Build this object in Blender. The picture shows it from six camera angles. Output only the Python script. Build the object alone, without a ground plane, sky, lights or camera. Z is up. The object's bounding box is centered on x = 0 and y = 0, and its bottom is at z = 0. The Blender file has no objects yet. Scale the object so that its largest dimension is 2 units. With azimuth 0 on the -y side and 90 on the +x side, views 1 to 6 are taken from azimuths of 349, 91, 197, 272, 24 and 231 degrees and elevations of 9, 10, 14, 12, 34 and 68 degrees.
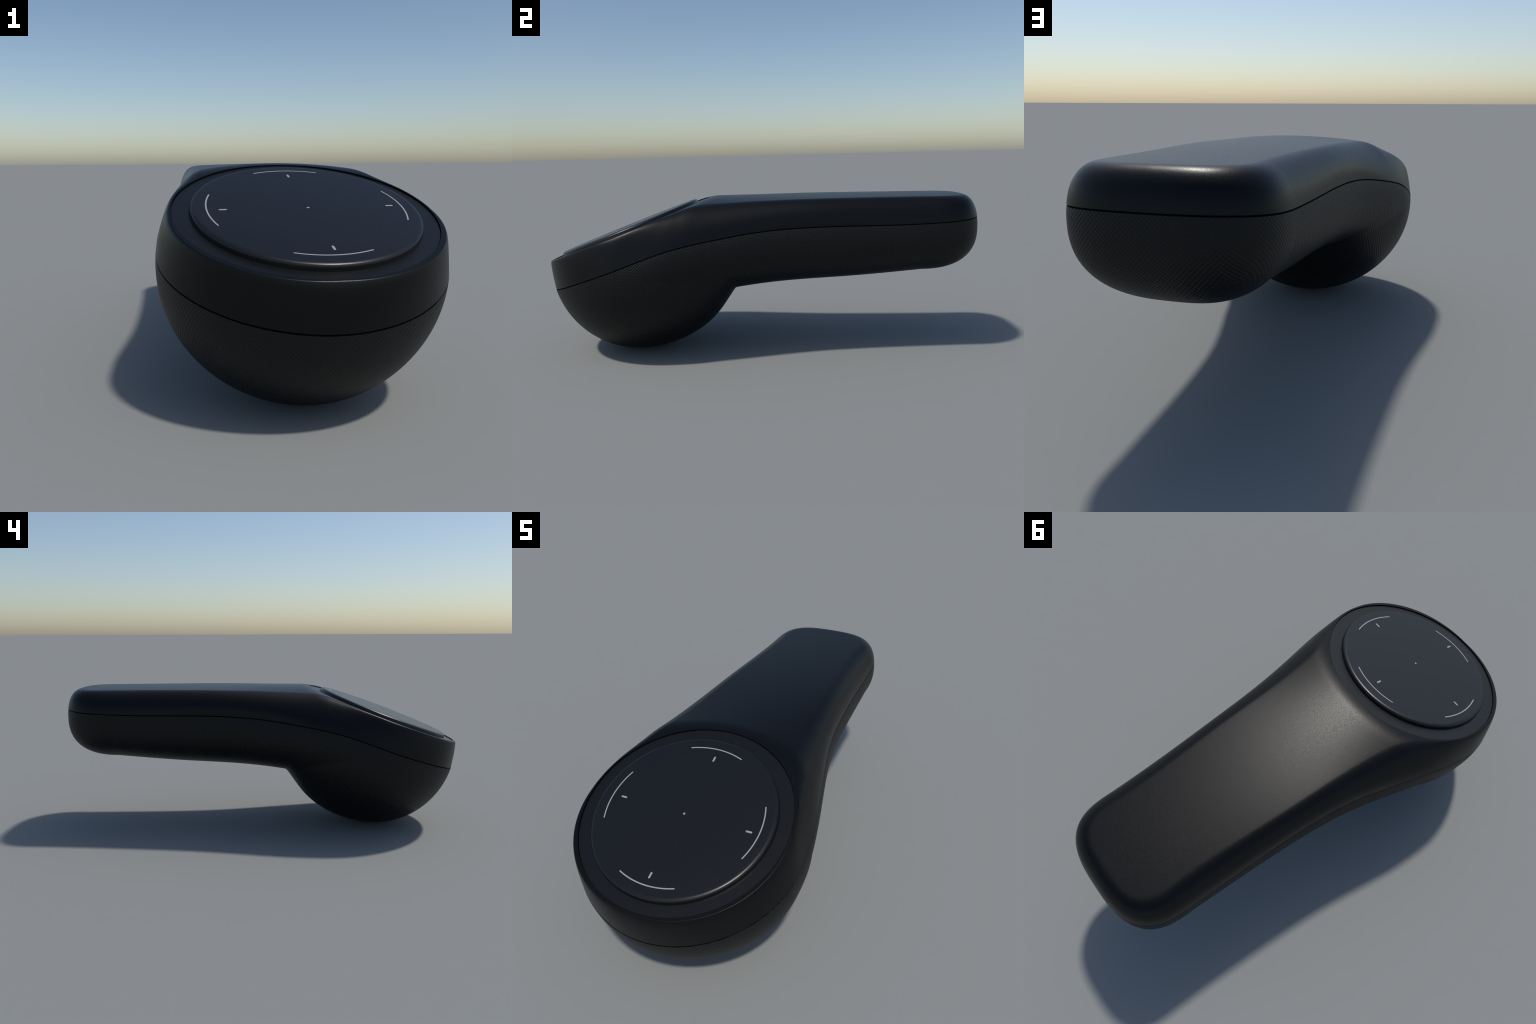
"""Handheld pointing controller: a flat handle running into a tilted ball-shaped
head that carries a round touch pad.  Two shells meet at a thin seam."""
import bpy, bmesh, math
import numpy as np
from mathutils import Vector

# ------------------------------------------------------------------ numbers
TILT = math.radians(20.2)                 # slope of the pad
CT, ST, TT = math.cos(TILT), math.sin(TILT), math.tan(TILT)
PAD_C = np.array([0.0061, -0.6312, 0.593])  # middle of the pad's top face
BX = np.array([1.0, 0.0, 0.0])
BY = np.array([0.0, CT, ST])              # up the slope
BN = np.array([0.0, -ST, CT])             # out of the pad
HOLE_R = 0.394                            # opening that holds the pad ring
HOLE_Y = -0.6163                          # its middle, seen from above
SEAM_GAP = 0.0024                         # half of the visible seam

# body rules: all lengths in metres, stations run front -> rear
P = dict(
    yh=-0.5957,
    bf=0.3882,
    nf=1.9554,
    yr=0.7466,
    br=0.2495,
    nr=2.95,
    w=[0.4369, 0.4217, 0.3749, 0.3236, 0.2953, 0.2777],
    zsf=0.3045,
    zs=[0.3857, 0.4587, 0.5183, 0.5582, 0.5845, 0.5970, 0.6008, 0.6154],
    T=[0.7150, 0.7204, 0.7235],
    crown=[0.0245, 0.0184, 0.0103, 0.0075, 0.0065],
    rimr=0.417,
    rimy=-0.616,
    rimo=-0.0155,
    cc=[0.0190, 0.0235, 0.0820, 0.1010, 0.0904, 0.0778, 0.0615],
    cp=[2.0500, 2.4500, 2.0686, 2.2946, 2.7274],
    tin=[0.0200, 0.0380, -0.0006, 0.0132, 0.0175],
    Ry=0.477,
    nb=1.9644,
    kz=[0.2402, 0.3128, 0.3315, 0.3570],
    nk=2.2,
    nkr=2.42,
    kb=0.09,
    drop=[0.0365, 0.0560, 0.0515, 0.0330],
    gam=0.36,
    ne=2.02,
)
WY = [-.6,-.42,-.22,0,.25,.75]            # stations of the plan width
ZY = [-.99,-.78,-.575,-.40,-.2,0,.25,.75,.99]  # of the seam height


def spline(xs,ys,x,flat0=False):
    """C2 cubic through a few control points, natural ends (or flat start)"""
    xs=np.asarray(xs,float);ys=np.asarray(ys,float);x=np.clip(x,xs[0],xs[-1]);n=len(xs)
    h=np.diff(xs);d=np.diff(ys)/h;A=np.zeros((n,n));b=np.zeros(n)
    for i in range(1,n-1):
        A[i,i-1]=h[i-1];A[i,i]=2*(h[i-1]+h[i]);A[i,i+1]=h[i];b[i]=6*(d[i]-d[i-1])
    A[0,0]=A[-1,-1]=1
    if flat0: A[0,:2]=2*h[0],h[0];b[0]=6*d[0]
    M=np.linalg.solve(A,b)
    i=np.clip(np.searchsorted(xs,x,'right')-1,0,n-2);t=x-xs[i];u=xs[i+1]-x
    return (M[i]*u**3+M[i+1]*t**3)/(6*h[i])+(ys[i]/h[i]-M[i]*h[i]/6)*u+(ys[i+1]/h[i]-M[i+1]*h[i]/6)*t


def sstep(a, b, x):
    t = np.clip((x - a) / (b - a), 0, 1)
    return t * t * (3 - 2 * t)


def smin(a, b, k):
    h = np.clip(.5 + .5 * (b - a) / k, 0, 1)
    return b + (a - b) * h - k * h * (1 - h)


def superellipse(c, s, a, b, n):
    return (np.abs(c / a)**n + np.abs(s / b)**n)**(-1 / n)


# ------------------------------------------------------------------ stations
# A station is a vertical half plane: kind, origin y, direction (dx, dy).
# The head and the handle end are fans, the part between is a row of parallel planes.
def stations(nf=56, nring=56, nm=90, nr=40):
    yh, yr = P['yh'], P['yr']
    st = [(0, yh, math.sin(t), -math.cos(t)) for t in np.linspace(0, math.pi / 2, nf, endpoint=False)]
    b = HOLE_R * CT
    t0 = math.asin((yh - HOLE_Y) / b)
    st += [(1, HOLE_Y + b * math.sin(t), 1., 0.) for t in np.linspace(t0, math.pi / 2, nring)]
    n_hole = len(st)
    st += [(1, y, 1., 0.) for y in np.linspace(HOLE_Y + b, yr, nm, endpoint=False)[1:]]
    st += [(2, yr, math.cos(t), math.sin(t)) for t in np.linspace(0, math.pi / 2, nr)]
    return np.array(st), n_hole


def seam_z(y):
    return spline(ZY, np.r_[P['zsf'], P['zs']], y)


def seam(st):
    k, oy, dx, dy = st.T
    rho = np.where(k == 0, superellipse(dx, dy, P['w'][0], P['bf'], P['nf']),
                   np.where(k == 2, superellipse(dx, dy, P['w'][-1], P['br'], P['nr']),
                            spline(WY, P['w'], oy, True)))
    y = oy + rho * dy
    return rho, y, seam_z(y)


def top_z(x, y):
    """flat handle top running down into the plane of the pad"""
    T = spline([-.3, .3, .95], P['T'][::-1], y) - spline([-.35, -.1, .15, .5, 1], P['crown'], y) * (x / .28)**2
    pad = PAD_C[2] + (y - PAD_C[1]) * TT + P['rimo'] / CT
    return smin(T, pad, .016)


def ellipse_dist(st, r):
    """distance from a fan's origin to the tilted circle of radius r"""
    k, oy, dx, dy = st.T
    o = oy - HOLE_Y; b = r * CT
    A = (dx / r)**2 + (dy / b)**2; B = 2 * dy * o / b**2; C = (o / b)**2 - 1
    return (-B + np.sqrt(np.maximum(B * B - 4 * A * C, 0))) / (2 * A)


def drop(oy):
    return spline([P['yh'], -.2, .25, .75], P['drop'], oy, True)


def lower_sections(st, n=72):
    k, oy, dx, dy = st.T
    rho, ys, zs = seam(st)
    zs = zs - SEAM_GAP
    z0 = seam_z(oy) - drop(oy); dz = z0 - zs
    zb = float(seam_z(np.array([P['yh']]))[0]) - P['drop'][0]
    nb = P['nb']
    phi0 = np.arctan2(dz, rho)
    f = np.linspace(0, 1, n)[None]
    phi = phi0[:, None] + (np.pi / 2 - phi0)[:, None] * f
    C, S = np.maximum(np.cos(phi), 0), np.sin(phi)
    kz = spline([-.45, .05, .4, .75], P['kz'], oy)
    D = np.where(k == 0, zb, z0 - kz)
    nn = np.where(k == 0, nb, np.where(k == 2, P['nk'] + (P['nkr'] - P['nk']) * np.clip(dy, 0, 1), P['nk']))
    a = rho / np.maximum(1 - np.abs(dz / D)**nn, 1e-6)**(1 / nn)
    r = superellipse(C, S, a[:, None], D[:, None], nn[:, None])
    # the ball of the head, running into the handle's sections
    ab = rho / (1 - (P['drop'][0] / zb)**nb)**(1 / nb)
    ne = P['ne']
    e = np.maximum(1 - np.abs((oy - P['yh']) / P['Ry'])**ne, 1e-6)**(1 / ne)
    A = (ab * e**P['gam'])[:, None]; B = (zb * e)[:, None]; d0 = (z0 - zb)[:, None]
    F = lambda q: np.abs(q * C / A)**nb + np.abs((d0 - q * S) / B)**nb - 1
    lo = np.maximum(d0 * S * A**2 / (A**2 * S**2 + B**2 * C**2), 0)
    ok = F(lo) < 0; hi = np.full_like(lo, 1.2)
    for _ in range(40):
        m = .5 * (lo + hi); q = F(m) < 0
        lo = np.where(q, m, lo); hi = np.where(q, hi, m)
    rb = np.where(ok, lo, 0)
    kk = P['kb']; h = np.clip(.5 + .5 * (rb - r) / kk, 0, 1)
    sm = r + (rb - r) * h + kk * h * (1 - h)
    hard = np.maximum(r, rb)
    fade = sstep(0, .5, f) * sstep(0, .12, oy - P['yh'])[:, None]
    sm = hard + (sm - hard) * fade
    # next to the head's fan the ball alone rules
    fit = 1 + (r[:, :1] / np.maximum(rb[:, :1], .05) - 1) * (1 - sstep(0, .4, f))
    rb = rb * fit                              # keep the seam edge in place
    sm = rb + (sm - rb) * sstep(0, .25, oy - P['yh'])[:, None]
    r = np.where((k == 1)[:, None], sm, r)
    # the underside keeps rising into the free end
    lift = np.where(k == 2, .045 * dy, 0)[:, None] * r * C * S**2
    return np.stack([r * C * dx[:, None], oy[:, None] + r * C * dy[:, None], z0[:, None] - r * S + lift], -1)


def upper_sections(st, n_hole, n=36, nflat=16):
    k, oy, dx, dy = st.T
    rho, ys, zs = seam(st)
    zs = zs + SEAM_GAP
    yh = P['yh']
    ang = np.arctan2(np.abs(dy), dx) / (np.pi / 2)
    q = np.where(k == 0, yh - (1 + yh) * ang, np.where(k == 2, .75 + .25 * ang, oy))
    c = spline([-1, yh, -.35, -.05, .25, .75, 1], P['cc'], q)      # width of the top corner
    pw = spline([-1, yh, -.2, .75, 1], P['cp'], q)            # its roundness
    o = yh - HOLE_Y; b = P['rimr'] * CT
    rside = math.sqrt(1 - (o / b)**2) * P['rimr']
    tin = spline([yh, -.4, -.05, .75, 1], np.r_[P['w'][0] - rside, P['tin'][1:]], q)   # lean of the wall
    rt = np.where(k == 0, ellipse_dist(st, P['rimr']), rho - tin)
    # inner border: the pad opening, or the middle line of the handle
    chord = HOLE_R * np.sqrt(np.clip(1 - ((oy - HOLE_Y) / (HOLE_R * CT))**2, 0, 1))
    chord = np.where(oy >= HOLE_Y + HOLE_R * CT - 1e-6, 0, chord)
    inner = np.where(k == 0, ellipse_dist(st, HOLE_R), np.where(k == 1, chord, 0))
    c = np.maximum(smin(c, rt - inner - .002, .03 * sstep(.02, .10, c)+1e-4), .008)
    th = np.linspace(0, np.pi / 2, n)
    cu = np.abs(np.cos(th))[None]**(2 / pw[:, None]); cu[:, -1] = 0
    hu = np.sin(th)[None]**(2 / pw[:, None]); hu[:, 0] = 0
    ri = rt - c
    R = ri[:, None] + c[:, None] * cu + (rho - rt)[:, None] * (1 - hu)
    u = np.linspace(0, 1, nflat)[1:][None]
    Rf = ri[:, None] + (inner - ri)[:, None] * u
    R = np.concatenate([R, Rf], 1)
    H = np.concatenate([hu, np.ones_like(Rf)], 1)
    x = R * dx[:, None]; y = oy[:, None] + R * dy[:, None]
    z = zs[:, None] + (top_z(x, y) - zs[:, None]) * H
    return np.stack([x, y, z], -1)


# ------------------------------------------------------------------ mesh helpers
def mirror_ring(S):
    """right half stations -> closed ring of stations"""
    left = S[-2:0:-1] * np.array([-1, 1, 1])
    return np.concatenate([S, left])


def grid_faces(ns, nrow, flip=False, close=True, base=0):
    out = []
    for i in range(ns if close else ns - 1):
        i2 = (i + 1) % ns
        for j in range(nrow - 1):
            f = (base + i * nrow + j, base + i2 * nrow + j, base + i2 * nrow + j + 1, base + i * nrow + j + 1)
            out.append(f[::-1] if flip else f)
    return out


def make_object(name, verts, faces, mat, parent, sharp=40, merge=2e-5):
    me = bpy.data.meshes.new(name)
    me.from_pydata([tuple(map(float, v)) for v in verts], [], faces)
    bm = bmesh.new(); bm.from_mesh(me)
    if merge:
        bmesh.ops.remove_doubles(bm, verts=bm.verts, dist=merge)
        bmesh.ops.dissolve_degenerate(bm, dist=1e-6, edges=bm.edges)
    bmesh.ops.recalc_face_normals(bm, faces=bm.faces)
    bm.to_mesh(me); bm.free()
    for p in me.polygons:
        p.use_smooth = True
    me.set_sharp_from_angle(angle=math.radians(sharp))
    me.materials.append(mat)
    ob = bpy.data.objects.new(name, me)
    bpy.context.scene.collection.objects.link(ob)
    ob.parent = parent
    return ob


def pad_point(a, b, h, centre=PAD_C):
    return centre + a * BX + b * BY + h * BN


def lathe(profile, n, centre, closed=False):
    """turn (radius, height) pairs round the pad's normal"""
    V, F = [], []
    m = len(profile)
    for i in range(n):
        t = 2 * math.pi * i / n
        for r, h in profile:
            V.append(pad_point(r * math.cos(t), r * math.sin(t), h, centre))
    for i in range(n):
        i2 = (i + 1) % n
        for j in range(m if closed else m - 1):
            j2 = (j + 1) % m
            F.append((i * m + j, i2 * m + j, i2 * m + j2, i * m + j2))
    return V, F


# ------------------------------------------------------------------ materials
def new_material(name):
    m = bpy.data.materials.new(name); m.use_nodes = True
    nt = m.node_tree
    return m, nt, nt.nodes['Principled BSDF']


def node(nt, kind, **kw):
    n = nt.nodes.new(kind)
    for k, v in kw.items():
        setattr(n, k, v)
    return n


def math_node(nt, op, a, b=None, c=None):
    n = node(nt, 'ShaderNodeMath', operation=op)
    for i, v in enumerate((a, b, c)):
        if v is None:
            continue
        if isinstance(v, (int, float)):
            n.inputs[i].default_value = v
        else:
            nt.links.new(v, n.inputs[i])
    return n.outputs[0]


def moulded_plastic(name, base, rough, grain_scale, grain, spread=.15, spec=.5, mottling=.02):
    """matt black moulding with a fine spark-eroded grain"""
    m, nt, bsdf = new_material(name)
    tc = node(nt, 'ShaderNodeTexCoord')
    fine = node(nt, 'ShaderNodeTexNoise'); fine.inputs['Scale'].default_value = grain_scale
    fine.inputs['Detail'].default_value = 1.0
    nt.links.new(tc.outputs['Object'], fine.inputs['Vector'])
    ramp = node(nt, 'ShaderNodeValToRGB')
    ramp.color_ramp.elements[0].position = .3; ramp.color_ramp.elements[1].position = .7
    lo = [v * (1 - spread) for v in base]; hi = [v * (1 + spread) for v in base]
    ramp.color_ramp.elements[0].color = (*lo, 1); ramp.color_ramp.elements[1].color = (*hi, 1)
    nt.links.new(fine.outputs['Fac'], ramp.inputs['Fac'])
    nt.links.new(ramp.outputs['Color'], bsdf.inputs['Base Color'])
    bump = node(nt, 'ShaderNodeBump'); bump.inputs['Strength'].default_value = grain
    bump.inputs['Distance'].default_value = .002
    nt.links.new(fine.outputs['Fac'], bump.inputs['Height'])
    nt.links.new(bump.outputs['Normal'], bsdf.inputs['Normal'])
    mottle = node(nt, 'ShaderNodeTexNoise'); mottle.inputs['Scale'].default_value = grain_scale * .55
    mottle.inputs['Detail'].default_value = 2.0
    nt.links.new(tc.outputs['Object'], mottle.inputs['Vector'])
    rmap = node(nt, 'ShaderNodeMapRange')
    rmap.inputs['From Min'].default_value = .3; rmap.inputs['From Max'].default_value = .7
    rmap.inputs['To Min'].default_value = rough - mottling; rmap.inputs['To Max'].default_value = rough + mottling
    nt.links.new(mottle.outputs['Fac'], rmap.inputs['Value'])
    nt.links.new(rmap.outputs['Result'], bsdf.inputs['Roughness'])
    bsdf.inputs['Specular IOR Level'].default_value = spec
    return m


def dotted_rubber(name, base, rough, pitch, strength):
    """grip texture: staggered rows of tiny bumps, laid on from three sides"""
    m, nt, bsdf = new_material(name)
    tc = node(nt, 'ShaderNodeTexCoord')
    sep = node(nt, 'ShaderNodeSeparateXYZ'); nt.links.new(tc.outputs['Object'], sep.inputs[0])
    geo = node(nt, 'ShaderNodeNewGeometry')
    sn = node(nt, 'ShaderNodeSeparateXYZ'); nt.links.new(geo.outputs['Normal'], sn.inputs[0])
    k = 2 * math.pi / pitch
    x, y, z = sep.outputs
    def dots(u, v):
        a = math_node(nt, 'COSINE', math_node(nt, 'MULTIPLY', u, k))
        b = math_node(nt, 'COSINE', math_node(nt, 'MULTIPLY', v, k))
        return math_node(nt, 'MULTIPLY', a, b)        # checker of bumps = staggered rows
    def weight(c):
        return math_node(nt, 'POWER', math_node(nt, 'ABSOLUTE', c), 6.0)
    wx, wy, wz = (weight(c) for c in sn.outputs)
    total = math_node(nt, 'ADD', math_node(nt, 'ADD', wx, wy), wz)
    s = math_node(nt, 'MULTIPLY', dots(y, z), wx)
    s = math_node(nt, 'MULTIPLY_ADD', dots(x, z), wy, s)
    s = math_node(nt, 'MULTIPLY_ADD', dots(x, y), wz, s)
    s = math_node(nt, 'DIVIDE', s, total)
    s = math_node(nt, 'POWER', math_node(nt, 'MULTIPLY_ADD', s, .5, .5), 2.0)
    ramp = node(nt, 'ShaderNodeValToRGB')
    ramp.color_ramp.elements[0].position = .4; ramp.color_ramp.elements[1].position = .95
    ramp.color_ramp.elements[0].color = (*[v * .55 for v in base], 1)
    ramp.color_ramp.elements[1].color = (*[v * 1.9 for v in base], 1)
    nt.links.new(s, ramp.inputs['Fac'])
    nt.links.new(ramp.outputs['Color'], bsdf.inputs['Base Color'])
    bump = node(nt, 'ShaderNodeBump'); bump.inputs['Strength'].default_value = strength
    bump.inputs['Distance'].default_value = .002
    nt.links.new(s, bump.inputs['Height'])
    nt.links.new(bump.outputs['Normal'], bsdf.inputs['Normal'])
    bsdf.inputs['Roughness'].default_value = rough
    bsdf.inputs['Specular IOR Level'].default_value = .33
    return m


def plain(name, base, rough, spec=.5):
    m, nt, bsdf = new_material(name)
    bsdf.inputs['Base Color'].default_value = (*base, 1)
    bsdf.inputs['Roughness'].default_value = rough
    bsdf.inputs['Specular IOR Level'].default_value = spec
    return m


shell_mat = moulded_plastic('satin_black_plastic', (.0022, .0023, .0024), .365, 420, .09, spec=.24, mottling=.04)
pad_mat = moulded_plastic('touch_surface', (.0060, .0061, .0066), .34, 240, .03, spec=.45)
ring_mat = moulded_plastic('ring_plastic', (.0032, .0033, .0037), .40, 240, .04, spec=.40)
grip_mat = dotted_rubber('dotted_grip_rubber', (.0018, .0018, .00175), .48, .0122, .75)
seam_shadow_mat = plain('seam_shadow_black', (.001, .001, .001), .9, .05)
mark_mat = plain('printed_grey', (.30, .30, .315), .55, .3)

# ------------------------------------------------------------------ build
root = bpy.data.objects.new('handheld_pointing_controller', None)
bpy.context.scene.collection.objects.link(root)
root['label'] = 'black handheld pointing controller with round touch pad and dotted grip'
root['category'] = 'motion controller'

st, n_hole = stations()

# upper shell, with the tucked-in edge at the seam and the wall of the pad opening
U = upper_sections(st, n_hole)
d = np.stack([st[:, 2], st[:, 3], 0 * st[:, 2]], -1)
U = np.concatenate([(U[:, 0] - d * .012)[:, None], U], 1)
Ur = mirror_ring(U)
V = Ur.reshape(-1, 3); F = grid_faces(len(Ur), Ur.shape[1])
hole = U[:n_hole, -1]
loop = np.concatenate([hole, hole[-2:0:-1] * np.array([-1, 1, 1])])
base = len(V)
rim_rows = np.stack([loop, loop - BN * .020], 1)
V = np.concatenate([V, rim_rows.reshape(-1, 3)])
F += grid_faces(len(loop), 2, base=base)
upper = make_object('upper_shell', V, F, shell_mat, root, sharp=48)

# lower shell
Lo = lower_sections(st)
Lo = np.concatenate([(Lo[:, 0] - d * .012)[:, None], Lo], 1)
Lr = mirror_ring(Lo)
lower = make_object('lower_shell', Lr.reshape(-1, 3), grid_faces(len(Lr), Lr.shape[1]), grip_mat, root, sharp=60)

# near-black strip set in the seam, modelling the shadow inside the gap
rho, ys, zs = seam(st)
g = []
for dr, dz in ((.0022, -.0027), (.0022, .0027), (.011, .0027), (.011, -.0027)):
    g.append(np.stack([(rho - dr) * st[:, 2], st[:, 1] + (rho - dr) * st[:, 3], zs + dz], -1))
G = mirror_ring(np.stack(g + [g[0]], 1))
make_object('seam_shadow_strip', G.reshape(-1, 3), grid_faces(len(G), 5), seam_shadow_mat, root, sharp=30)

# ring round the pad, with a flange that closes the groove
ring_c = np.array([0., PAD_C[1] + .0104 * CT, PAD_C[2] + .0104 * ST])
prof = [(.325, -.0205), (.3895, -.0205), (.3915, -.0205), (.3919, -.0205), (.3921, -.0209), (.3921, -.0240), (.3985, -.0240), (.3985, -.0330), (.325, -.0330)]
Vr, Fr = lathe(prof, 160, ring_c, closed=True)
make_object('pad_ring', Vr, Fr, ring_mat, root, sharp=15)

# touch pad: flat disc with a rolled edge
pad_c = pad_point(-.005, .004, 0.)
prof = [(0., 0.), (.20, 0.), (.322, 0.), (.3265, -.0001)]
for t in np.linspace(0, math.pi / 2, 9)[1:]:
    prof.append((.3265 + .0140 * math.sin(t), -.0101 + .0100 * math.cos(t)))
prof += [(.3425, -.020), (.3430, -.0325), (0., -.0325)]
Vp, Fp = lathe(prof, 120, pad_c)
pad = make_object('touch_pad', Vp, Fp, pad_mat, root, sharp=40)

# printed marks: four arcs, four ticks and a middle dot
TOP, BOT = .0006, -.0012


def slab(outline):
    """thin raised print from an outline in pad coordinates"""
    n = len(outline)
    V = [pad_point(a, b, TOP) for a, b in outline] + [pad_point(a, b, BOT) for a, b in outline]
    F = [tuple(range(n)), tuple(range(2 * n - 1, n - 1, -1))]
    F += [(i, i + n, (i + 1) % n + n, (i + 1) % n) for i in range(n)]
    return V, F


def ribbon(points, width, cap=6):
    """outline of a line of given width with round ends"""
    pts = [np.array(q, float) for q in points]
    left, right = [], []
    for i, q in enumerate(pts):
        t = pts[min(i + 1, len(pts) - 1)] - pts[max(i - 1, 0)]
        t /= np.linalg.norm(t); nrm = np.array([-t[1], t[0]])
        left.append(q + nrm * width / 2); right.append(q - nrm * width / 2)
    def end(q, p):
        t = q - p; t /= np.linalg.norm(t); nrm = np.array([-t[1], t[0]])
        return [q + width / 2 * (nrm * math.cos(a) + t * math.sin(a)) for a in np.linspace(0, math.pi, cap + 1)[1:-1]]
    return left + end(pts[-1], pts[-2]) + right[::-1] + end(pts[0], pts[1])


arc_c = np.array([-.0045, .0042])
YAW = math.radians(.77)


def spin(q):
    return np.array([q[0] * math.cos(YAW) - q[1] * math.sin(YAW), q[0] * math.sin(YAW) + q[1] * math.cos(YAW)])


for i in range(4):
    mid = i * math.pi / 2
    arc = [spin(arc_c + .2945 * np.array([math.cos(mid + t), math.sin(mid + t)]))
           for t in np.radians(np.linspace(-20.9, 20.9, 33))]
    Vm, Fm = slab(ribbon(arc, .0044))
    make_object('arc_mark' + ('.%03d' % i if i else ''), Vm, Fm, mark_mat, pad, merge=0)
    u = np.array([math.cos(mid), math.sin(mid)])
    Vm, Fm = slab(ribbon([spin(u * r) for r in (.2440, .2525, .2610)], .0070))
    make_object('tick_mark' + ('.%03d' % i if i else ''), Vm, Fm, mark_mat, pad, merge=0)
Vm, Fm = slab([spin(np.array([0.0042 * math.cos(t), .0042 * math.sin(t)])) for t in np.linspace(0, 2 * math.pi, 24, endpoint=False)])
make_object('centre_dot', Vm, Fm, mark_mat, pad, merge=0)
